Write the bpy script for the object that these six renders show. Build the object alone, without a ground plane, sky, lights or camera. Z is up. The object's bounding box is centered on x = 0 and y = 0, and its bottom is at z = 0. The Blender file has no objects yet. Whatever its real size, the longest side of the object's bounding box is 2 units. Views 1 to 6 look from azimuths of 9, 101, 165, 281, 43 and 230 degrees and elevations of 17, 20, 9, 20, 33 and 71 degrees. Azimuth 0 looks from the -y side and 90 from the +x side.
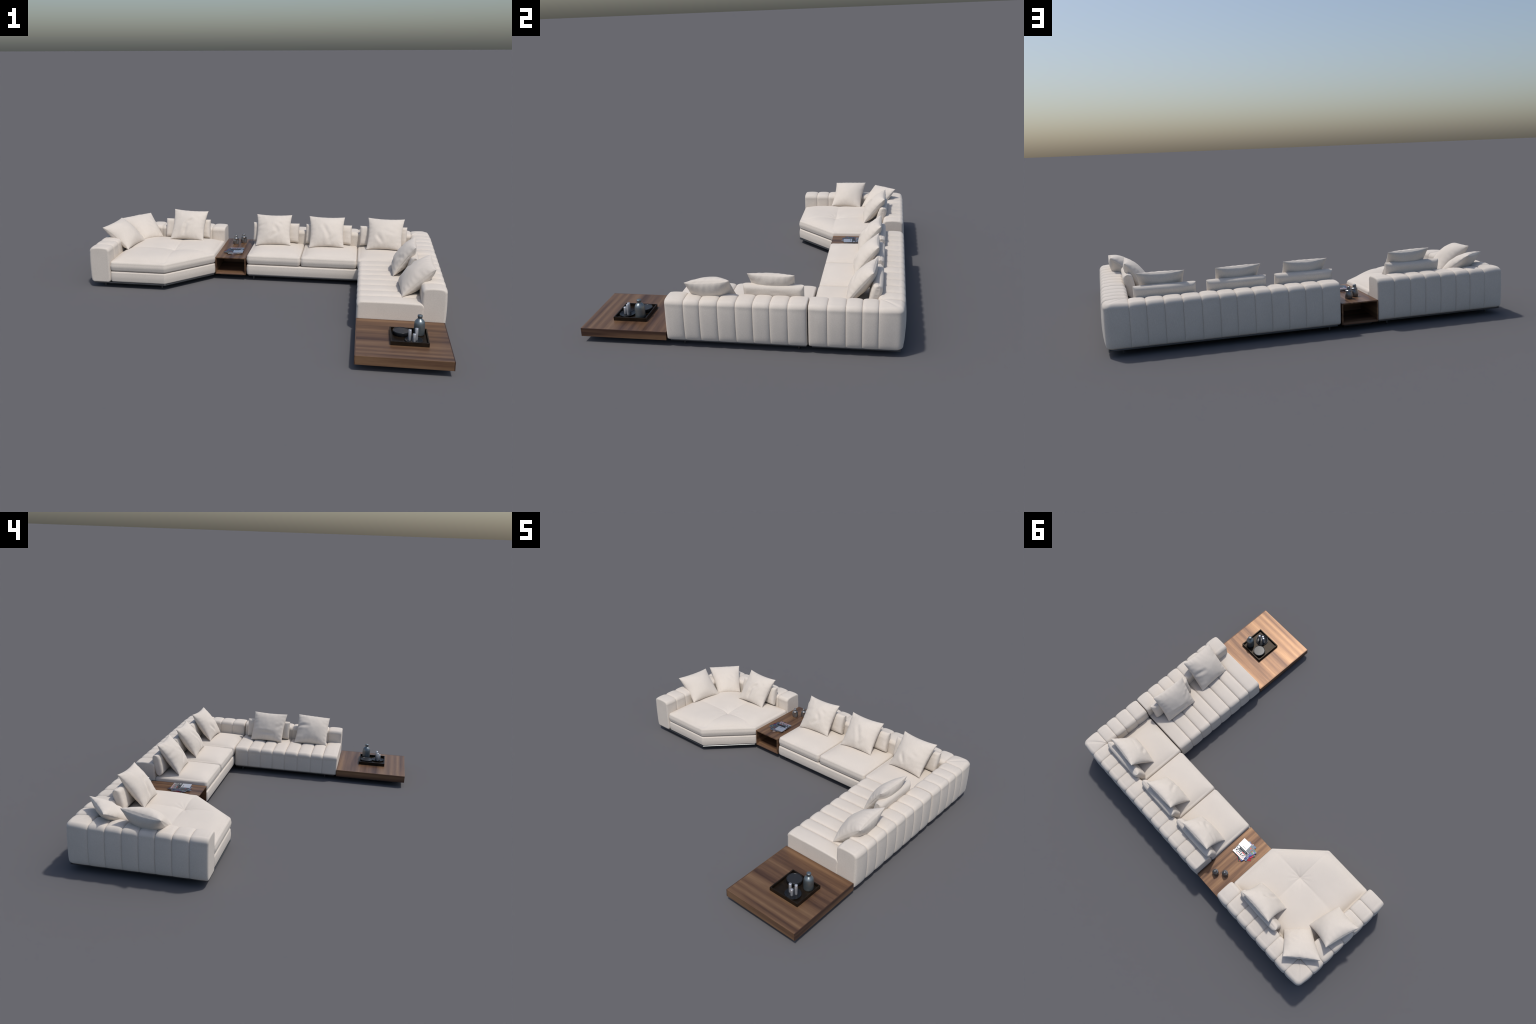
"""Modular channel-stitched sofa group: corner sofa with bench, chaise lounge,
two walnut tables, loose cushions and small accessories.  Metres, z up."""
import bpy, bmesh, math, random
from mathutils import Vector, Matrix, noise
from math import sin, cos, pi, exp, sqrt

random.seed(7)
COL = bpy.context.scene.collection

# ------------------------------------------------------------------ materials
def new_mat(name):
    m = bpy.data.materials.new(name)
    m.use_nodes = True
    nt = m.node_tree
    b = nt.nodes["Principled BSDF"]
    return m, nt, b

def N(nt, kind, **kw):
    n = nt.nodes.new(kind)
    for k, v in kw.items():
        if k in n.inputs:
            n.inputs[k].default_value = v
        else:
            setattr(n, k, v)
    return n

def ramp(nt, stops, interp='LINEAR'):
    r = nt.nodes.new('ShaderNodeValToRGB')
    r.color_ramp.interpolation = interp
    e = r.color_ramp.elements
    while len(e) < len(stops):
        e.new(0.5)
    for el, (p, c) in zip(e, stops):
        el.position = p
        el.color = (*c, 1)
    return r

def fabric_material():
    """Off-white woven upholstery: fine vertical slub plus cross weave."""
    m, nt, b = new_mat("woven_fabric")
    L = nt.links.new
    tc = N(nt, 'ShaderNodeTexCoord')
    mp = N(nt, 'ShaderNodeMapping')
    mp.inputs['Scale'].default_value = (900, 900, 160)
    L(tc.outputs['Object'], mp.inputs['Vector'])
    slub = N(nt, 'ShaderNodeTexNoise', Scale=1.0, Detail=2.0, Roughness=0.6)
    L(mp.outputs[0], slub.inputs['Vector'])
    broad = N(nt, 'ShaderNodeTexNoise', Scale=9.0, Detail=3.0)
    L(tc.outputs['Object'], broad.inputs['Vector'])
    r = ramp(nt, [(0.3, FABRIC_DARK), (0.7, FABRIC_LIGHT)])
    L(slub.outputs['Fac'], r.inputs['Fac'])
    r2 = ramp(nt, [(0.35, (0.965, 0.965, 0.965)), (0.65, (1, 1, 1))])
    L(broad.outputs['Fac'], r2.inputs['Fac'])
    mx = N(nt, 'ShaderNodeMix', data_type='RGBA', blend_type='MULTIPLY')
    mx.inputs['Factor'].default_value = 1.0
    L(r.outputs['Color'], mx.inputs['A'])
    L(r2.outputs['Color'], mx.inputs['B'])
    L(mx.outputs['Result'], b.inputs['Base Color'])
    b.inputs['Roughness'].default_value = 0.9
    b.inputs['Specular IOR Level'].default_value = 0.15
    b.inputs['Sheen Weight'].default_value = 0.08
    bp = N(nt, 'ShaderNodeBump', Strength=0.25, Distance=0.0006)
    L(slub.outputs['Fac'], bp.inputs['Height'])
    L(bp.outputs[0], b.inputs['Normal'])
    return m

FABRIC_DARK = (0.606, 0.548, 0.482)
FABRIC_LIGHT = (0.714, 0.655, 0.586)

def walnut_material(name, along, tone=1.0, seed=0.0, fine=24.0):
    """Walnut veneer; 'along' is the object axis the grain follows."""
    m, nt, b = new_mat(name)
    L = nt.links.new
    tc = N(nt, 'ShaderNodeTexCoord')
    def grain(scale_long, scale_across, detail, off):
        mp = N(nt, 'ShaderNodeMapping')
        s = [scale_across] * 3
        s[along] = scale_long
        mp.inputs['Scale'].default_value = s
        mp.inputs['Location'].default_value = (off, off * 1.7, off * 0.6)
        L(tc.outputs['Object'], mp.inputs['Vector'])
        n = N(nt, 'ShaderNodeTexNoise', Scale=1.0, Detail=detail, Roughness=0.55, Distortion=0.25)
        L(mp.outputs[0], n.inputs['Vector'])
        return n
    bands = grain(1.1, fine, 1.5, 3.1 + seed)
    streak = grain(4.0, 110.0, 3.0, 9.3 + seed)
    pores = grain(22.0, 700.0, 2.0, 1.3 + seed)
    r = ramp(nt, [(0.30, (0.085 * tone, 0.045 * tone, 0.030 * tone)),
                  (0.45, (0.155 * tone, 0.085 * tone, 0.050 * tone)),
                  (0.58, (0.205 * tone, 0.114 * tone, 0.063 * tone)),
                  (0.74, (0.265 * tone, 0.155 * tone, 0.084 * tone))])
    add = N(nt, 'ShaderNodeMath', operation='MULTIPLY_ADD')
    add.inputs[1].default_value = 0.28
    L(streak.outputs['Fac'], add.inputs[0])
    sc = N(nt, 'ShaderNodeMath', operation='MULTIPLY_ADD')
    sc.inputs[1].default_value = 1.25
    sc.inputs[2].default_value = -0.265
    L(bands.outputs['Fac'], sc.inputs[0])
    L(sc.outputs[0], add.inputs[2])
    L(add.outputs[0], r.inputs['Fac'])
    rp = ramp(nt, [(0.35, (0.72, 0.70, 0.70)), (0.55, (1, 1, 1))])
    L(pores.outputs['Fac'], rp.inputs['Fac'])
    mx = N(nt, 'ShaderNodeMix', data_type='RGBA', blend_type='MULTIPLY')
    mx.inputs['Factor'].default_value = 0.55
    L(r.outputs['Color'], mx.inputs['A'])
    L(rp.outputs['Color'], mx.inputs['B'])
    L(mx.outputs['Result'], b.inputs['Base Color'])
    b.inputs['Roughness'].default_value = 0.39
    b.inputs['Metallic'].default_value = 0.40
    b.inputs['Specular IOR Level'].default_value = 0.4
    return m

def plain_material(name, color, rough=0.5, metallic=0.0, grain=0.0, scale=60.0, spec=0.5):
    m, nt, b = new_mat(name)
    L = nt.links.new
    tc = N(nt, 'ShaderNodeTexCoord')
    n = N(nt, 'ShaderNodeTexNoise', Scale=scale, Detail=3.0)
    L(tc.outputs['Object'], n.inputs['Vector'])
    lo = tuple(c * (1 - grain) for c in color)
    hi = tuple(min(1, c * (1 + grain)) for c in color)
    r = ramp(nt, [(0.3, lo), (0.7, hi)])
    L(n.outputs['Fac'], r.inputs['Fac'])
    L(r.outputs['Color'], b.inputs['Base Color'])
    b.inputs['Roughness'].default_value = rough
    b.inputs['Metallic'].default_value = metallic
    b.inputs['Specular IOR Level'].default_value = spec
    return m

def turned_metal_material():
    """Dark lid with concentric turning marks."""
    m, nt, b = new_mat("turned_metal")
    L = nt.links.new
    tc = N(nt, 'ShaderNodeTexCoord')
    w = N(nt, 'ShaderNodeTexWave', wave_type='RINGS', rings_direction='Z', Scale=90.0, Distortion=0.4)
    L(tc.outputs['Object'], w.inputs['Vector'])
    r = ramp(nt, [(0.2, (0.020, 0.021, 0.023)), (0.8, (0.042, 0.043, 0.045))])
    L(w.outputs['Fac'], r.inputs['Fac'])
    L(r.outputs['Color'], b.inputs['Base Color'])
    b.inputs['Metallic'].default_value = 0.3
    b.inputs['Roughness'].default_value = 0.34
    return m

def print_material(name, colors, scale, seed):
    """Busy printed page: cells of flat ink in a small palette."""
    m, nt, b = new_mat(name)
    L = nt.links.new
    tc = N(nt, 'ShaderNodeTexCoord')
    mp = N(nt, 'ShaderNodeMapping')
    mp.inputs['Location'].default_value = (seed, seed * 0.37, 0)
    L(tc.outputs['Object'], mp.inputs['Vector'])
    v = N(nt, 'ShaderNodeTexVoronoi', Scale=scale)
    L(mp.outputs[0], v.inputs['Vector'])
    sep = N(nt, 'ShaderNodeSeparateColor')
    L(v.outputs['Color'], sep.inputs[0])
    k = len(colors)
    r = ramp(nt, [(i / k, c) for i, c in enumerate(colors)], 'CONSTANT')
    L(sep.outputs[0], r.inputs['Fac'])
    L(r.outputs['Color'], b.inputs['Base Color'])
    b.inputs['Roughness'].default_value = 0.4
    b.inputs['Metallic'].default_value = 0.8
    return m

FABRIC = fabric_material()
WALNUT_X = walnut_material("walnut_grain_x", 0)
WALNUT_Y = walnut_material("walnut_grain_y", 1, seed=4.0, fine=36.0)
STAINED = plain_material("stained_dark_wood", (0.019, 0.013, 0.008), 0.40, 0.4, grain=0.35, scale=40, spec=0.2)
GUNMETAL = plain_material("polished_gunmetal", (0.13, 0.135, 0.14), 0.32, 0.9, grain=0.05)
SHADOW_BASE = plain_material("near_black_base", (0.012, 0.012, 0.012), 0.5)  # near-black, used for the recessed bases and legs under the two tables
GLAZE = plain_material("blue_grey_metal_glaze", (0.20, 0.235, 0.25), 0.36, 0.75, grain=0.08)
PEWTER = plain_material("pewter", (0.24, 0.245, 0.25), 0.33, 0.8, grain=0.12, scale=120)
SILVER = plain_material("brushed_silver", (0.56, 0.57, 0.60), 0.36, 0.7, grain=0.04)
BLACK_GLOSS = plain_material("black_gloss", (0.012, 0.013, 0.015), 0.24, 0.0, spec=0.25)
TURNED = turned_metal_material()
PAPER = plain_material("white_paper", (0.74, 0.75, 0.77), 0.40, 0.9)
INK_DARK = plain_material("dark_ink", (0.016, 0.020, 0.023), 0.4, 0.9)
INK_GREY = plain_material("grey_ink", (0.12, 0.135, 0.15), 0.4, 0.9, grain=0.5, scale=220)
INK_RED = plain_material("red_ink", (0.60, 0.05, 0.035), 0.4, 0.8)
PAGE_BLUE = print_material("comic_print", [(0.04, 0.06, 0.20), (0.10, 0.14, 0.20), (0.20, 0.23, 0.22), (0.08, 0.16, 0.11), (0.26, 0.14, 0.06), (0.11, 0.11, 0.22), (0.06, 0.09, 0.16)], 95, 0.31)
PAGE_DARK = print_material("dark_print", [(0.02, 0.03, 0.03), (0.05, 0.07, 0.06), (0.30, 0.03, 0.06), (0.02, 0.04, 0.04), (0.15, 0.18, 0.2)], 45, 1.7)
PAGE_RED = print_material("red_print", [(0.20, 0.015, 0.025), (0.22, 0.23, 0.25), (0.12, 0.02, 0.02), (0.08, 0.10, 0.14)], 50, 2.9)
PAGE_PALE = print_material("pale_print", [(0.20, 0.24, 0.30), (0.36, 0.38, 0.41), (0.08, 0.12, 0.19), (0.24, 0.26, 0.25)], 70, 5.1)

# ------------------------------------------------------------------ mesh helpers
def obj_from(name, verts, faces, mat, parent=None, smooth=True):
    me = bpy.data.meshes.new(name)
    me.from_pydata([tuple(v) for v in verts], [], faces)
    bm = bmesh.new()
    bm.from_mesh(me)
    bmesh.ops.remove_doubles(bm, verts=bm.verts, dist=1e-5)
    bmesh.ops.recalc_face_normals(bm, faces=bm.faces)
    bm.to_mesh(me)
    bm.free()
    me.materials.append(mat)
    if smooth:
        me.polygons.foreach_set("use_smooth", [True] * len(me.polygons))
    ob = bpy.data.objects.new(name, me)
    COL.objects.link(ob)
    if parent:
        ob.parent = parent
    return ob

def thing(name, label, category, at=(0, 0, 0)):
    e = bpy.data.objects.new(name, None)
    e.empty_display_size = 0.05
    COL.objects.link(e)
    tag(e, label, category)
    return e

def tag(ob, label, category):
    ob["label"] = label
    ob["category"] = category
    return ob

def loft(rings, cap0=None, cap1=None):
    """Faces between closed rings of equal length; caps are (fracs) rings to centroid."""
    n = len(rings[0])
    def cap(ring, flip):
        c = sum(ring, Vector()) / n
        return [[p.lerp(c, f) for p in ring] for f in (0.03, 0.10, 0.25, 0.45, 0.7, 1.0)]
    rs = list(rings)
    if cap0:
        rs = cap(rings[0], True)[::-1] + rs
    if cap1:
        rs = rs + cap(rings[-1], False)
    verts = [p for r in rs for p in r]
    faces = []
    for i in range(len(rs) - 1):
        for j in range(n):
            k = (j + 1) % n
            faces.append((i * n + j, i * n + k, (i + 1) * n + k, (i + 1) * n + j))
    return verts, faces

def box(name, lo, hi, mat, parent=None, bevel=0.0012, rot=0.0, pivot=None, segments=2):
    me = bpy.data.meshes.new(name)
    bm = bmesh.new()
    bmesh.ops.create_cube(bm, size=1.0)
    c = [(a + b) / 2 for a, b in zip(lo, hi)]
    s = [b - a for a, b in zip(lo, hi)]
    for v in bm.verts:
        v.co = Vector((v.co.x * s[0], v.co.y * s[1], v.co.z * s[2]))
    if bevel:
        bmesh.ops.bevel(bm, geom=list(bm.edges), offset=bevel, segments=segments, affect='EDGES', profile=0.5)
    bmesh.ops.rotate(bm, verts=bm.verts, cent=(0, 0, 0), matrix=Matrix.Rotation(rot, 3, 'Z'))
    bmesh.ops.translate(bm, verts=bm.verts, vec=c)
    bm.to_mesh(me)
    bm.free()
    me.materials.append(mat)
    ob = bpy.data.objects.new(name, me)
    COL.objects.link(ob)
    if parent:
        ob.parent = parent
    return ob

def lathe(name, profile, center, mat, parent=None, seg=48):
    """Revolve (radius, z) pairs; object origin on the axis."""
    rings = [[Vector((r * cos(2 * pi * k / seg), r * sin(2 * pi * k / seg), z)) for k in range(seg)] for r, z in profile]
    v, f = loft(rings)
    ob = obj_from(name, v, f, mat, parent)
    ob.location = (center[0], center[1], 0)
    return ob

# ------------------------------------------------------------------ upholstery: channel-stitched blocks
def rounded_profile(w, z0, z1, r_top, r_bot, n=9):
    """Closed section in (a, z), a = 0 at the outer face, with normals."""
    pts = []
    def arc(ca, cz, r, a0, a1):
        for i in range(n + 1):
            t = a0 + (a1 - a0) * i / n
            pts.append((ca + r * cos(t), cz + r * sin(t), cos(t), sin(t)))
    def line(p, q, nrm, k):
        for i in range(1, k):
            f = i / k
            pts.append((p[0] + (q[0] - p[0]) * f, p[1] + (q[1] - p[1]) * f, *nrm))
    rb, rt = r_bot, r_top
    arc(rb, z0 + rb, rb, -pi / 2, -pi)
    line((0, z0 + rb), (0, z1 - rt), (-1, 0), 12)
    arc(rt, z1 - rt, rt, pi, pi / 2)
    line((rt, z1), (w - rt, z1), (0, 1), 12)
    arc(w - rt, z1 - rt, rt, pi / 2, 0)
    line((w, z1 - rt), (w, z0 + rb), (1, 0), 12)
    arc(w - rb, z0 + rb, rb, 0, -pi / 2)
    line((w - rb, z0), (rb, z0), (0, -1), 5)
    return pts

def puff(t):
    return (1 - abs(t) ** 3.2) ** 0.5

def straight_spans(seams, to_plan):
    """One span per channel: f in 0..1 -> (outer point, inner point) in plan, and its length."""
    out = []
    for s0, s1 in zip(seams[:-1], seams[1:]):
        out.append((lambda f, s0=s0, s1=s1: tuple(Vector(p) for p in to_plan(s0 + (s1 - s0) * f)), abs(s1 - s0), False))
    return out

def corner_span(start, apex, end, inner, r=0.026):
    """Corner channel: the outer edge turns through a small arc, the inner edge is one point."""
    S, A, E, I = map(Vector, (start, apex, end, inner))
    d0, d1 = (S - A).normalized(), (E - A).normalized()
    p0, p1 = A + d0 * r, A + d1 * r
    l0, l1, la = (p0 - S).length, (E - p1).length, pi / 2 * r
    tot = l0 + la + l1
    def at(f):
        d = f * tot
        if d < l0:
            o = S.lerp(p0, d / l0)
        elif d > l0 + la:
            o = p1.lerp(E, (d - l0 - la) / l1)
        else:
            q = (d - l0) / la * pi / 2
            c = A + (d0 + d1) * r
            o = c - d1 * r * cos(q) - d0 * r * sin(q)
        return o, I
    return (at, tot, True)

def channel_block(name, spans, w, z0, z1, mat, parent, crown=0.006, bow=0.008, depth=0.006,
                  depth_outer=0.008, depth_top=0.007, r_top=0.017, r_bot=0.012, end_r=0.007, steps=18):
    """Sweep of a rounded section along the channels; each channel is puffed between its seams."""
    prof = rounded_profile(w, z0, z1, r_top, r_bot)
    rings = []
    H = z1 - z0
    total = len(spans)
    def ring(O, I, b, bt, kb, e, corner):
        d = (I - O)
        ln = d.length
        u = d / ln
        k_out = (w / ln) ** 3.5 if corner else 1.0
        out = []
        for a, z, na, nz in prof:
            h = (z - z0) / H
            top = max(0.0, nz)
            outer = max(0.0, -na)
            inner = max(0.0, na) * (0.0 if corner else 1.0)
            fade = min(1.0, max(0.0, h) / 0.08)
            m = bt * depth_top * top + b * fade * (depth_outer * k_out * outer + depth * inner)
            x = a / w
            zz = z + crown * top * (1 - (2 * x - 1) ** 2) * (0.55 + 0.45 * bt)
            aa = x * ln - kb * bow * k_out * outer * sin(pi * min(1, max(0, h))) ** 0.6 + (m - e) * na
            zz += (m - e) * nz
            p = O + u * aa
            out.append(Vector((p.x, p.y, zz)))
        return out
    for ci, (at, L, corner) in enumerate(spans):
        st = steps * 2 if corner else steps
        for k in range(st + 1):
            if k == 0 and ci > 0:
                continue
            t = -cos(pi * k / st)
            f = (t + 1) / 2
            b = puff(min(1, abs(t)))
            bt = b * (1 - 0.3 * exp(-(t / 0.12) ** 2)) if corner else b
            kb = 1.0
            e = 0.0
            end = (ci == 0 and t < 0) or (ci == total - 1 and t > 0)
            if end:                                   # rounded free end, no seam there
                dist = (f if ci == 0 and t < 0 else 1 - f) * L
                bt = max(b, 0.8)
                b = max(b, 0.2)
                kb = 0.45 + 0.55 * min(1.0, dist / 0.05)
                if dist < end_r:
                    e = end_r - sqrt(max(0, end_r ** 2 - (end_r - dist) ** 2))
            O, I = at(f)
            rings.append(ring(O, I, b, bt, kb, e, corner))
    v, fc = loft(rings, True, True)
    return obj_from(name, v, fc, mat, parent)

# ------------------------------------------------------------------ upholstery: cushions
def rounded_outline(poly, rc, per=10, step=0.012):
    """Counter-clockwise polygon with filleted corners -> points + outward normals."""
    pts = []
    n = len(poly)
    P = [Vector(p) for p in poly]
    for i in range(n):
        a, b, c = P[i - 1], P[i], P[(i + 1) % n]
        d0, d1 = (a - b).normalized(), (c - b).normalized()
        ang = d0.angle(d1)
        t = rc / math.tan(ang / 2)
        cen = b + (d0 + d1).normalized() * (rc / sin(ang / 2))
        p0, p1 = b + d0 * t, b + d1 * t
        a0 = math.atan2(p0.y - cen.y, p0.x - cen.x)
        a1 = math.atan2(p1.y - cen.y, p1.x - cen.x)
        while a1 < a0:
            a1 += 2 * pi
        for k in range(per + 1):
            q = a0 + (a1 - a0) * k / per
            pts.append((cen + Vector((cos(q), sin(q))) * rc, Vector((cos(q), sin(q)))))
        nxt = P[(i + 2) % n]
        e0, e1 = (b - c).normalized(), (nxt - c).normalized()
        t2 = rc / math.tan(e0.angle(e1) / 2)
        q1 = c + e0 * t2
        m = max(2, int((q1 - p1).length / step))
        nr = Vector((d1.y, -d1.x))
        for k in range(1, m):
            pts.append((p1.lerp(q1, k / m), nr))
    return pts

def cushion(name, poly, z0, z1, mat, parent, crown=0.012, r_top=0.014, r_bot=0.013, belly=0.003,
            rc=0.018, center=None, relief=None, rings_top=30, soft=0.030):
    out = rounded_outline(poly, rc)
    c = Vector(center) if center else sum((p for p, _ in out), Vector((0, 0))) / len(out)
    prof = []
    for i in range(9):
        t = -pi / 2 + (pi / 2) * i / 8
        prof.append((r_bot * (1 - cos(t)), z0 + r_bot * (1 + sin(t))))
    for i in range(1, 6):
        f = i / 6
        prof.append((-belly * sin(pi * f), (z0 + r_bot) + (z1 - r_top - z0 - r_bot) * f))
    for i in range(11):
        t = (pi / 2) * i / 10
        prof.append((r_top * (1 - cos(t)), z1 - r_top * (1 - sin(t))))
    rings = [[Vector((p.x - n.x * ins, p.y - n.y * ins, z)) for p, n in out] for ins, z in prof]
    last = [p - n * r_top for p, n in out]
    edges = []
    for i in range(len(poly)):
        a, b = Vector(poly[i - 1]), Vector(poly[i])
        d = (b - a).normalized()
        nr = Vector((d.y, -d.x))
        q = a - nr * r_top
        edges.append((q.x, q.y, nr.x, nr.y))
    for k in range(1, rings_top + 1):
        f = 1 - k / rings_top
        f = f ** 0.9
        ring = []
        for p in last:
            q = c + (p - c) * f
            full = 1.0
            for (ex, ey, nx, ny) in edges:
                dist = (ex - q.x) * nx + (ey - q.y) * ny
                full *= 1 - exp(-max(0.0, dist) / soft)
            z = z1 + crown * full
            if relief:
                z += relief(q.x, q.y, f)
            ring.append(Vector((q.x, q.y, z)))
        rings.append(ring)
    v, fc = loft(rings, True, None)
    return obj_from(name, v, fc, mat, parent)

def pillow(name, corners, half, mat, label, category, edge=0.085, power=0.5, boxy=False, folds=(), bend=0.0,
           seed=0, n=56, wr=0.0014, seam=0.0032):
    """Stuffed pillow hung between four measured corners (top-left, top-right,
    bottom-right, bottom-left as seen from its front).  folds: (u0,v0,u1,v1,depth)."""
    TL, TR, BR, BL = [Vector(c) for c in corners]
    ax = ((TR - TL) + (BR - BL)).normalized()
    up = ((TL - BL) + (TR - BR)).normalized()
    nrm = ax.cross(up).normalized()
    nrm = -nrm if nrm.dot(Vector((0, 0, 1))) < -0.9 else nrm
    lw, lh = (TR - TL).length / 2, (TL - BL).length / 2
    def point(u, v, side):
        # the closing seam is drawn in, unevenly, between the corners
        if abs(u) > 0.9999 or abs(v) > 0.9999:
            pk = 0.75 + 0.7 * noise.noise(Vector((u * 7 + seed, v * 7, 0.3)))
            cu_, cv_ = (1 - abs(u) ** 10), (1 - abs(v) ** 10)
            if abs(u) > 0.9999:
                u *= 1 - seam / lw * pk * cv_
            if abs(v) > 0.9999:
                v *= 1 - seam / lh * pk * cu_
            on_seam = True
        else:
            on_seam = False
        # pinched edges between the corner points
        uu = u * (1 - edge * (1 - v * v) * (abs(u) ** 2))
        vv = v * (1 - edge * (1 - u * u) * (abs(v) ** 2))
        s, t = (uu + 1) / 2, (vv + 1) / 2
        p = BL.lerp(BR, s).lerp(TL.lerp(TR, s), t)
        if boxy:
            h = (max(0, 1 - abs(u) ** 18) * max(0, 1 - abs(v) ** 8)) ** 0.5
            h *= 0.86 + 0.14 * (1 - v * v) * (1 - 0.5 * u * u)
        else:
            h = (max(0, 1 - u * u) * max(0, 1 - v * v)) ** power
            h *= 1.0 + 0.12 * (1 - u * u) * (1 - v * v)
        if on_seam:
            h = 0.0
        d = half * h
        # soft crumple, strongest near the seam
        q = Vector((u * 2.2 + seed * 3.1, v * 2.2 - seed * 1.7, side * 2.0))
        m = noise.noise(q) * 0.75 + noise.noise(q * 2.3) * 0.25
        rim = max(abs(u), abs(v))
        d += wr * 2.2 * m * min(1, h * 2)
        if rim > 0.6 and not boxy:
            along = u if abs(v) > abs(u) else v
            d += wr * 0.7 * sin(along * 23 + seed * 2.0 + 3 * m) * (rim - 0.6) / 0.4 * min(1, h * 3)
        if side > 0:
            for (u0, v0, u1, v1, dep) in folds:
                e = Vector((u1 - u0, v1 - v0))
                w = Vector((u - u0, v - v0))
                k = max(0, min(1, w.dot(e) / e.length_squared))
                dd = (w - e * k).length
                d -= dep * (exp(-(dd / 0.09) ** 2) - 0.45 * exp(-((dd - 0.2) / 0.1) ** 2)) * sin(pi * (0.15 + 0.7 * k))
        return p + nrm * (side * d + bend * (1 - u * u) * (1 - v * v))
    g = [sin(pi / 2 * (2 * i / n - 1)) for i in range(n + 1)]
    g = [0.88 * a + 0.12 * (2 * i / n - 1) for i, a in enumerate(g)]
    verts, faces = [], []
    for side in (1, -1):
        base = len(verts)
        for v in g:
            for u in g:
                verts.append(point(u, v, side))
        for i in range(n):
            for j in range(n):
                a = base + i * (n + 1) + j
                faces.append((a, a + 1, a + n + 2, a + n + 1) if side > 0 else (a, a + n + 1, a + n + 2, a + 1))
    ob = obj_from(name, verts, faces, mat)
    return tag(ob, label, category)

# ================================================================== corner sofa with bench
sofa = thing("sectional_sofa", "long off-white corner sofa with vertical channel stitching", "sofa")
BACK_Y, BACK_X = 0.757, 0.982        # outer faces at the seams
IN_Y, IN_X = 0.650, 0.876            # inner faces
Z_SOLE, Z_BACK = 0.031, 0.2295

sofa_back_x = [-0.107, -0.014, 0.068, 0.150, 0.232, 0.311, 0.395, 0.473, 0.555, 0.639, 0.721, 0.801, IN_X]
sofa_side_y = [IN_Y, 0.578, 0.505, 0.422, 0.336]
spans = straight_spans(sofa_back_x, lambda s: ((s, BACK_Y), (s, IN_Y)))
spans += [corner_span((IN_X, BACK_Y), (BACK_X, BACK_Y), (BACK_X, IN_Y), (IN_X, IN_Y))]
spans += straight_spans(sofa_side_y, lambda s: ((BACK_X, s), (IN_X, s)))

W = BACK_Y - IN_Y
channel_block("backrest", spans, W, Z_SOLE, Z_BACK, FABRIC, sofa)

bench_seams = [0.331, 0.243, 0.160, 0.081, 0.0, -0.084, -0.170, -0.247, -0.338]
channel_block("backrest", straight_spans(bench_seams, lambda s: ((BACK_X, s), (IN_X + 0.002, s))),
              W, Z_SOLE, Z_BACK, FABRIC, sofa)
channel_block("bench_seat", straight_spans([0.330] + bench_seams[1:-1] + [-0.3402], lambda s: ((0.569, s), (0.884, s))),
              0.315, Z_SOLE, 0.1485, FABRIC, sofa, crown=0.003, bow=0.002, depth=0.004, depth_outer=0.006,
              depth_top=0.012, r_top=0.018, r_bot=0.012)

def rect(x0, x1, y0, y1):
    return [(x0, y0), (x1, y0), (x1, y1), (x0, y1)]

cushion("seat_cushion", rect(-0.104, 0.2185, 0.339, 0.648), 0.099, 0.157, FABRIC, sofa, crown=0.021)
cushion("seat_cushion", rect(0.2215, 0.551, 0.339, 0.648), 0.099, 0.157, FABRIC, sofa, crown=0.021)
cushion("seat_cushion", rect(0.554, 0.874, 0.337, 0.648), 0.099, 0.157, FABRIC, sofa, crown=0.020)
cushion("seat_base", rect(-0.105, 0.873, 0.336, 0.652), 0.033, 0.097, FABRIC, sofa, crown=0.0, r_top=0.010, r_bot=0.010, belly=0.002)
box("plinth", (-0.094, 0.350, 0.0235), (0.974, 0.750, 0.0308), GUNMETAL, sofa, bevel=0.002)
box("plinth", (0.580, -0.326, 0.0235), (0.974, 0.326, 0.0308), GUNMETAL, sofa, bevel=0.002)

def leg(x, y, parent):
    box("leg", (x - 0.0035, y - 0.0035, 0.0), (x + 0.0035, y + 0.0035, 0.024), GUNMETAL, parent, bevel=0.0006)

for x, y in ((-0.064, 0.368), (-0.060, 0.719), (0.912, 0.712), (0.93, 0.38),
             (0.597, 0.28), (0.604, -0.265), (0.951, -0.262), (0.951, 0.288)):
    leg(x, y, sofa)

# ================================================================== chaise lounge
chaise = thing("chaise_lounge", "wide off-white chaise lounge with cut corner and tufted seat", "chaise")
CX, CIX = -0.981, -0.875
chaise_back_x = [-0.297, -0.383, -0.468, -0.549, -0.632, -0.715, -0.793, CIX]
chaise_arm_y = [IN_Y, 0.569, 0.489, 0.410, 0.333, 0.254, 0.174, 0.088]
spans = straight_spans(chaise_back_x, lambda s: ((s, BACK_Y), (s, IN_Y)))
spans += [corner_span((CIX, BACK_Y), (CX, BACK_Y), (CX, IN_Y), (CIX, IN_Y))]
spans += straight_spans(chaise_arm_y, lambda s: ((CX, s), (CIX, s)))
channel_block("backrest", spans, W, Z_SOLE, Z_BACK, FABRIC, chaise)

TUFT = (-0.545, 0.334)
chaise_poly = [(-0.298, 0.336), (-0.298, 0.648), (-0.873, 0.648), (-0.873, 0.092), (-0.541, 0.092)]

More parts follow.
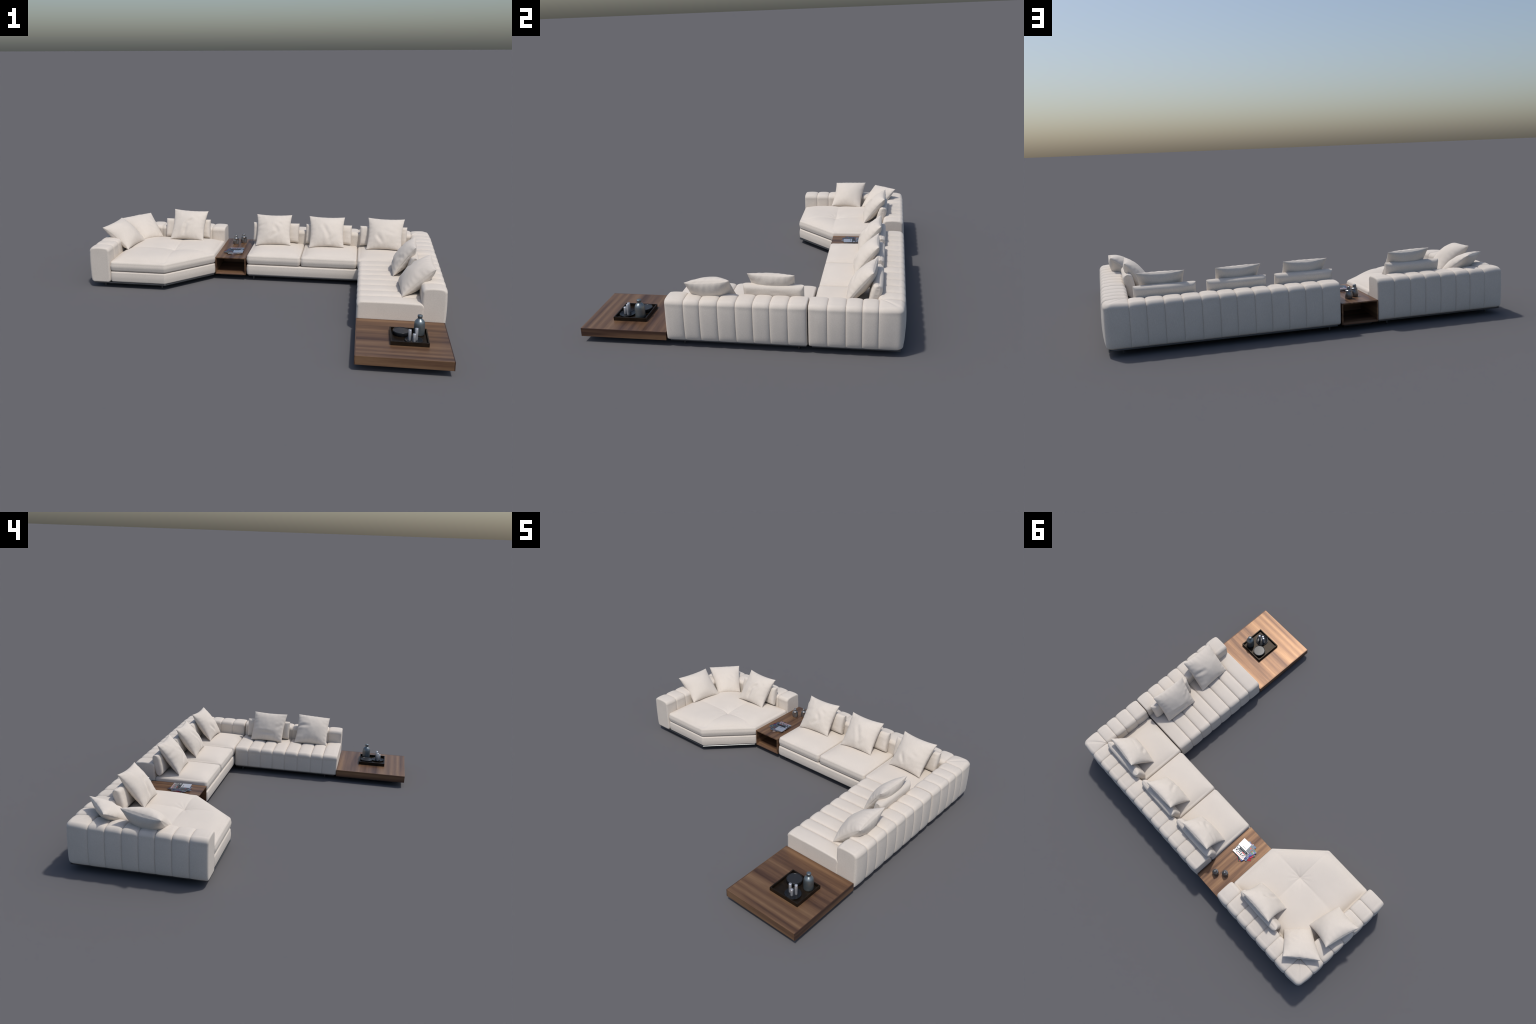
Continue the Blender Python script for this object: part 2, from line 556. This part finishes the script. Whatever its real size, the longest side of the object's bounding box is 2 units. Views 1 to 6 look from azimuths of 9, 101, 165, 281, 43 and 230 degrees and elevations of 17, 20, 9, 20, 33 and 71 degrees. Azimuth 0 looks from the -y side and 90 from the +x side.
def tufting(x, y, f):
    dx, dy = abs(x - TUFT[0]), abs(y - TUFT[1])
    r = sqrt(dx * dx + dy * dy)
    fade = min(1.0, (1 - f) / 0.12)
    crease = 0.0045 * (exp(-dx / 0.010) + exp(-dy / 0.010)) + 0.0050 * (exp(-(dx / 0.045) ** 2) + exp(-(dy / 0.045) ** 2))
    a = math.atan2(y - TUFT[1], x - TUFT[0])
    pleat = 0.0005 * sin(12 * a) * exp(-((r - 0.045) / 0.03) ** 2)
    return -(crease * (0.45 + 0.55 * exp(-r / 0.15)) + 0.004 * exp(-r / 0.03)) * fade + pleat

cushion("seat_cushion", chaise_poly, 0.099, 0.157, FABRIC, chaise, crown=0.031, center=TUFT, relief=tufting,
        rings_top=48, rc=0.020)
cushion("seat_base", [(-0.299, 0.336), (-0.299, 0.652), (-0.873, 0.652), (-0.873, 0.092), (-0.541, 0.092)],
        0.033, 0.097, FABRIC, chaise, crown=0.0, r_top=0.010, r_bot=0.010, belly=0.002)

def plinth_slab(name, poly, z0, z1, mat, parent, rc=0.008):
    o = rounded_outline(poly, rc, per=5, step=0.2)
    prof = [(0.0015, z0), (0.0, z0 + 0.0015), (0.0, z1 - 0.0015), (0.0015, z1)]
    rings = [[Vector((p.x - n.x * i, p.y - n.y * i, z)) for p, n in o] for i, z in prof]
    v, f = loft(rings, True, True)
    return obj_from(name, v, f, mat, parent, smooth=False)

plinth_slab("plinth", [(-0.303, 0.335), (-0.303, 0.752), (-0.974, 0.752), (-0.974, 0.091), (-0.541, 0.091)],
            0.0250, 0.0325, GUNMETAL, chaise)
for x, y in ((-0.914, 0.123), (-0.568, 0.123), (-0.36, 0.38), (-0.362, 0.713), (-0.911, 0.713)):
    leg(x, y, chaise)

# ================================================================== walnut tables
ctab = thing("platform_table", "low square walnut platform table with striped grain", "coffee table")
box("tabletop", (0.566, -0.773, 0.029), (0.984, -0.342, 0.0715), WALNUT_X, ctab, bevel=0.0008)
for x0 in (0.562, 0.9842):
    box("edge_band", (x0, -0.773, 0.029), (x0 + 0.0038, -0.342, 0.0715), WALNUT_Y, ctab, bevel=0.0006)
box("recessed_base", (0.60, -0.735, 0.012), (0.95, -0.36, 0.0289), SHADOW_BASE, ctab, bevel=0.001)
for x, y in ((0.64, -0.69), (0.91, -0.69), (0.64, -0.41), (0.91, -0.41)):
    box("leg", (x - 0.006, y - 0.006, 0.0), (x + 0.006, y + 0.006, 0.0121), SHADOW_BASE, ctab, bevel=0.0006)

stab = thing("side_table", "open walnut box side table between seats", "side table")
sx0, sx1, sy0, sy1, sz0, sz1, th = -0.2955, -0.1105, 0.338, 0.766, 0.031, 0.137, 0.006
box("tabletop", (sx0, sy0, sz1 - th), (sx1, sy1, sz1), WALNUT_Y, stab, bevel=0.0006)
# thick floor whose open ends are sloped like a shallow scoop
floor_sec = [(sy0, sz0), (sy0, sz0 + 0.003), (sy0 + 0.008, sz0 + 0.009), (sy0 + 0.022, sz0 + 0.0135), (sy0 + 0.032, sz0 + 0.0145),
             (sy1 - 0.032, sz0 + 0.0145), (sy1 - 0.022, sz0 + 0.0135), (sy1 - 0.008, sz0 + 0.009), (sy1, sz0 + 0.003), (sy1, sz0)]
n_ = len(floor_sec)
obj_from("bottom_panel", [(x, y, z) for x in (sx0 + th, sx1 - th) for y, z in floor_sec],
         [tuple(range(n_)), tuple(range(n_, 2 * n_))] + [(i, (i + 1) % n_, n_ + (i + 1) % n_, n_ + i) for i in range(n_)],
         WALNUT_X, stab, smooth=False)
for x0 in (sx0, sx1 - th):
    box("side_panel", (x0, sy0, sz0), (x0 + th, sy1, sz1 - th - 0.0001), WALNUT_Y, stab, bevel=0.0004)
box("divider_panel", (sx0 + th, 0.55, sz0 + th), (sx1 - th, 0.556, sz1 - th), WALNUT_X, stab, bevel=0.0)
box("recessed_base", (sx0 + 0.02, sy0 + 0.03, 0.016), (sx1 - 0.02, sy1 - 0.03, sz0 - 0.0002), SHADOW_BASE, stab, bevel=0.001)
for x in (sx0 + 0.04, sx1 - 0.04):
    for y in (sy0 + 0.09, sy1 - 0.09):
        box("leg", (x - 0.004, y - 0.004, 0.0), (x + 0.004, y + 0.004, 0.0161), SHADOW_BASE, stab, bevel=0.0005)

# ================================================================== tray and its contents
tray = thing("serving_tray", "square dark stained wooden tray with low rim", "tray")
tx0, tx1, ty0, ty1, tz = 0.7195, 0.8905, -0.6415, -0.4735, 0.0716
box("tray_floor", (tx0 + 0.006, ty0 + 0.006, tz), (tx1 - 0.006, ty1 - 0.006, tz + 0.006), STAINED, tray, bevel=0.0005)
box("tray_rim", (tx0, ty0, tz), (tx1, ty0 + 0.006, tz + 0.0195), STAINED, tray, bevel=0.0006)
box("tray_rim", (tx0, ty1 - 0.006, tz), (tx1, ty1, tz + 0.0195), STAINED, tray, bevel=0.0006)
for x0 in (tx0, tx1 - 0.006):
    box("tray_rim", (x0, ty0 + 0.006, tz), (x0 + 0.006, ty1 - 0.006, tz + 0.0195), STAINED, tray, bevel=0.0006)
FZ = tz + 0.0062

def profile_curve(pts, k=5):
    """Catmull-Rom through (r, z) control points."""
    out = []
    for i in range(len(pts) - 1):
        p0 = pts[max(0, i - 1)]; p1 = pts[i]; p2 = pts[i + 1]; p3 = pts[min(len(pts) - 1, i + 2)]
        for s in range(k):
            t = s / k
            out.append(tuple(0.5 * (2 * p1[c] + (p2[c] - p0[c]) * t + (2 * p0[c] - 5 * p1[c] + 4 * p2[c] - p3[c]) * t * t
                                    + (3 * p1[c] - p0[c] - 3 * p2[c] + p3[c]) * t ** 3) for c in (0, 1)))
    out.append(pts[-1])
    return [(max(0.0, r), z) for r, z in out]

bottle = lathe("bottle", [(0, FZ), (0.0215, FZ)] + profile_curve(
    [(0.0235, FZ + 0.001), (0.0248, FZ + 0.006), (0.0250, 0.110), (0.0246, 0.132), (0.0215, 0.144), (0.0150, 0.152),
     (0.0108, 0.156), (0.0098, 0.160)]) + [(0.0100, 0.162), (0.0112, 0.163), (0.0114, 0.172), (0.0106, 0.1735), (0, 0.1735)],
    (0.852, -0.515), GLAZE)
tag(bottle, "blue-grey metallic bottle with short neck and cap", "bottle")

plate = lathe("plate", [(0, FZ), (0.030, FZ), (0.0385, FZ + 0.004), (0.0405, FZ + 0.006), (0.0400, FZ + 0.0068),
                        (0.0375, FZ + 0.005), (0.030, FZ + 0.0022), (0, FZ + 0.002)], (0.824, -0.594), BLACK_GLOSS)
tag(plate, "small round glossy black plate with raised rim", "plate")
for (x, y, top) in ((0.805, -0.592, 0.131), (0.835, -0.585, 0.1365), (0.825, -0.604, 0.117)):
    c = lathe("candle", [(0, FZ + 0.0023), (0.0072, FZ + 0.0023), (0.0074, FZ + 0.003), (0.0074, top - 0.001),
                         (0.0068, top), (0, top)], (x, y), SILVER, seg=32)
    tag(c, "slim silver metal cylinder candle standing on plate", "candle")

jar = lathe("round_box", [(0, FZ), (0.038, FZ), (0.0395, FZ + 0.001), (0.0395, 0.094), (0.0388, 0.0965), (0.0372, 0.0970),
                          (0.0345, 0.0955), (0.0340, 0.0950)], (0.7715, -0.522), BLACK_GLOSS)
lid = lathe("lid", [(0.0342, 0.0951), (0.020, 0.0953), (0, 0.0953)], (0, 0), TURNED, jar)
tag(jar, "round shallow black box with turned metal lid", "round box")

# ================================================================== figurines on the side table
def figurine(x, y, turn):
    """Small cowled seated figure: pear body, shelf-like shawl, hooded head, flared foot."""
    zb = 0.1372
    # z, half-width, half-depth, forward shift
    secs = [(0.0, 0.0150, 0.0125, 0.000), (0.002, 0.0172, 0.0148, 0.000), (0.009, 0.0190, 0.0165, 0.000),
            (0.018, 0.0196, 0.0172, 0.000), (0.026, 0.0186, 0.0165, 0.0005), (0.032, 0.0166, 0.0146, 0.001),
            (0.0350, 0.0158, 0.0140, 0.002), (0.0368, 0.0172, 0.0158, 0.003), (0.0400, 0.0168, 0.0158, 0.003),
            (0.0425, 0.0135, 0.0130, 0.002), (0.0440, 0.0098, 0.0100, 0.001), (0.0480, 0.0092, 0.0096, 0.001),
            (0.0540, 0.0090, 0.0096, 0.001), (0.0585, 0.0072, 0.0080, 0.0005), (0.0615, 0.0042, 0.0050, 0.0),
            (0.0630, 0.0, 0.0, 0.0)]
    seg = 40
    rings = []
    for z, a, b, s in secs:
        r = []
        for k in range(seg):
            t = 2 * pi * k / seg
            # front cleft between the arms and a flared hem
            cleft = 1 - 0.34 * exp(-((t - 1.56 * pi) / 0.24) ** 2) * max(0, sin(pi * min(1, z / 0.034)))
            hem = 1 + 0.34 * exp(-((t - 1.72 * pi) / 0.30) ** 2) * max(0, 1 - z / 0.020)
            arm = 1 + 0.10 * sin(2 * t + 0.6) * exp(-((z - 0.028) / 0.007) ** 2)
            k2 = cleft * hem * arm
            r.append(Vector((a * k2 * cos(t), b * k2 * sin(t) - s, zb + z)))
        rings.append(r)
    v, f = loft(rings, True, None)
    rot = Matrix.Rotation(turn, 3, 'Z')
    body = obj_from("figurine", [rot @ p for p in v], f, PEWTER)
    sub = body.modifiers.new("sub", 'SUBSURF'); sub.levels = 1; sub.render_levels = 1
    body.location = (x, y, 0)
    return tag(body, "small pewter cowled figure with rounded body", "figurine")

figurine(-0.2245, 0.642, 0.35)
figurine(-0.180, 0.679, 0.35)

# ================================================================== magazines
def magazine(cx, cy, z, rot, w, h, t, cover):
    m = box("magazine", (cx - w / 2, cy - h / 2, z), (cx + w / 2, cy + h / 2, z + t), PAPER, None, bevel=0.0003, rot=rot, segments=1)
    c = box("cover", (cx - w / 2, cy - h / 2, z + t), (cx + w / 2, cy + h / 2, z + t + 0.0004), cover, m, bevel=0.0, rot=rot)
    return tag(m, "glossy printed magazine lying in a loose stack", "magazine")

z0 = 0.1372
magazine(-0.206, 0.462, z0, math.radians(38), 0.078, 0.104, 0.0020, PAGE_RED)
magazine(-0.208, 0.470, z0 + 0.0026, math.radians(-28), 0.078, 0.104, 0.0020, PAGE_DARK)
magazine(-0.200, 0.458, z0 + 0.0052, math.radians(12), 0.082, 0.104, 0.0020, PAGE_PALE)
magazine(-0.204, 0.462, z0 + 0.0078, math.radians(-14), 0.084, 0.104, 0.0020, PAGE_BLUE)
MX, MY, MZ, MR = -0.187, 0.4625, z0 + 0.0104, math.radians(3.5)
top_mag = magazine(MX, MY, MZ, MR, 0.086, 0.102, 0.0022, PAPER)
RM = Matrix.Rotation(MR, 3, 'Z')
def on_cover(name, x0, x1, y0, y1, mat, lift=0.0002):
    """Printed patch on the top cover; x, y in cover-local metres from its centre."""
    c = RM @ Vector(((x0 + x1) / 2, (y0 + y1) / 2, 0))
    zt = MZ + 0.0026
    return box(name, (MX + c.x - (x1 - x0) / 2, MY + c.y - (y1 - y0) / 2, zt - 0.0002),
               (MX + c.x + (x1 - x0) / 2, MY + c.y + (y1 - y0) / 2, zt + lift), mat, top_mag, bevel=0.0, rot=MR)
on_cover("masthead_band", -0.043, 0.043, 0.021, 0.040, INK_DARK)
on_cover("headline_bar", -0.040, 0.022, 0.0425, 0.0455, INK_RED)
on_cover("photo_print", -0.043, 0.043, 0.000, 0.0205, INK_GREY)
on_cover("headline_bar", -0.030, -0.006, 0.0175, 0.0205, INK_RED, 0.0003)
on_cover("grille_print", -0.032, 0.030, 0.0015, 0.0055, INK_DARK, 0.0003)
on_cover("grille_print", -0.020, 0.022, 0.0085, 0.0145, INK_DARK, 0.0003)
on_cover("photo_print", -0.010, 0.018, -0.0115, -0.0088, INK_DARK)
on_cover("headlight_print", 0.024, 0.038, 0.006, 0.016, PAPER, 0.0004)
on_cover("headlight_print", -0.036, -0.024, 0.004, 0.013, INK_DARK, 0.0004)
on_cover("photo_print", -0.043, -0.016, -0.051, -0.001, INK_GREY)
on_cover("headline_bar", -0.034, -0.024, -0.034, -0.030, INK_RED, 0.0004)
cu = bpy.data.curves.new("masthead", 'FONT')
cu.body = "SOLSTICE"
cu.align_x = 'CENTER'
cu.size = 0.0205
cu.extrude = 0.0001
cu.offset = 0.0005
tmp = bpy.data.objects.new("masthead_tmp", cu)
COL.objects.link(tmp)
bpy.context.view_layer.update()
me = bpy.data.meshes.new_from_object(tmp)
bpy.data.objects.remove(tmp)
me.materials.clear()
me.materials.append(PAPER)
txt = bpy.data.objects.new("masthead", me)
COL.objects.link(txt)
xs = [v.co.x for v in me.vertices]
k = 0.082 / (max(xs) - min(xs))
o = RM @ Vector((0, 0.0235, 0))
txt.matrix_world = Matrix.Translation((MX + o.x, MY + o.y, MZ + 0.0030)) @ RM.to_4x4() @ Matrix.Diagonal((k, 1, 1, 1))
txt.parent = top_mag

# ================================================================== loose cushions
P_LABEL, P_CAT = "square off-white stuffed throw pillow with pointed corners", "pillow"
def throw(corners, **kw):
    kw.setdefault('half', 0.040)
    half = kw.pop('half')
    return pillow("throw_pillow", corners, half, FABRIC, P_LABEL, P_CAT, **kw)

# corner order: top-left, top-right, bottom-right, bottom-left seen from the front
throw([(-0.085, 0.636, 0.341), (0.138, 0.640, 0.341), (0.143, 0.521, 0.176), (-0.076, 0.510, 0.171)], seed=1,
      folds=((-0.1, -0.55, 0.25, -0.25, 0.004), (0.25, -0.25, 0.1, 0.1, 0.004), (0.5, 0.2, 0.2, 0.35, 0.003), (-1, 0.15, -0.5, 0.2, 0.003)))
throw([(0.247, 0.631, 0.341), (0.468, 0.637, 0.338), (0.470, 0.514, 0.177), (0.256, 0.506, 0.171)], seed=2,
      folds=((-0.2, 0.3, 0.1, -0.3, 0.004), (0.1, -0.3, 0.15, -0.8, 0.004), (0.4, -0.4, 0.2, -0.75, 0.003)))
throw([(0.610, 0.637, 0.342), (0.831, 0.622, 0.342), (0.815, 0.494, 0.177), (0.603, 0.510, 0.174)], seed=3,
      folds=((-0.4, -0.2, -0.15, -0.6, 0.005), (0.0, 0.1, 0.5, -0.1, 0.002)))
throw([(0.868, 0.263, 0.333), (0.858, 0.036, 0.332), (0.749, 0.052, 0.164), (0.755, 0.266, 0.164)], seed=4,
      folds=((-0.4, -0.5, 0.4, -0.55, 0.004), (0.8, 0.1, 0.6, -0.1, 0.004)), edge=0.06, half=0.040)
throw([(0.931, -0.034, 0.322), (0.939, -0.248, 0.308), (0.784, -0.247, 0.157), (0.772, -0.031, 0.165)], seed=5,
      folds=((-0.9, 0.1, -0.3, 0.05, 0.005),), half=0.051, edge=0.055, wr=0.0016)
throw([(-0.626, 0.651, 0.353), (-0.403, 0.650, 0.345), (-0.411, 0.521, 0.183), (-0.625, 0.515, 0.188)], seed=6,
      folds=((-0.2, -0.7, -0.1, -0.2, 0.007), (-0.1, -0.1, 0.2, 0.25, 0.006), (0.2, 0.5, 0.5, 0.3, 0.003)))
throw([(-0.970, 0.577, 0.294), (-0.811, 0.716, 0.305), (-0.698, 0.605, 0.178), (-0.803, 0.490, 0.182)], seed=8,
      folds=((0.1, 0.0, 0.5, -0.3, 0.003), (0.3, 0.2, 0.6, -0.05, 0.003)), half=0.038, edge=0.03, bend=-0.004)
throw([(-0.986, 0.303, 0.303), (-0.937, 0.511, 0.318), (-0.778, 0.483, 0.180), (-0.822, 0.281, 0.178)], seed=9, half=0.050)

def lumbar(x0, x1, ztop, zbot, seed, ytop=0.646, ybot=0.617):
    return pillow("lumbar_cushion", [(x0, ytop, ztop), (x1, ytop, ztop), (x1, ybot, zbot), (x0, ybot, zbot)], 0.027, FABRIC,
                  "low rectangular off-white box cushion", "cushion", edge=0.012, boxy=True, seed=seed, wr=0.0012)
lumbar(-0.108, 0.185, 0.286, 0.168, 11)
lumbar(0.226, 0.513, 0.286, 0.168, 12)
lumbar(0.562, 0.850, 0.286, 0.168, 13)
lumbar(-0.680, -0.388, 0.291, 0.176, 14)
pillow("lumbar_cushion", [(0.860, 0.305, 0.281), (0.860, 0.015, 0.281), (0.838, 0.015, 0.164), (0.838, 0.305, 0.164)], 0.027,
       FABRIC, "low rectangular off-white box cushion", "cushion", edge=0.012, boxy=True, seed=15, wr=0.0012)
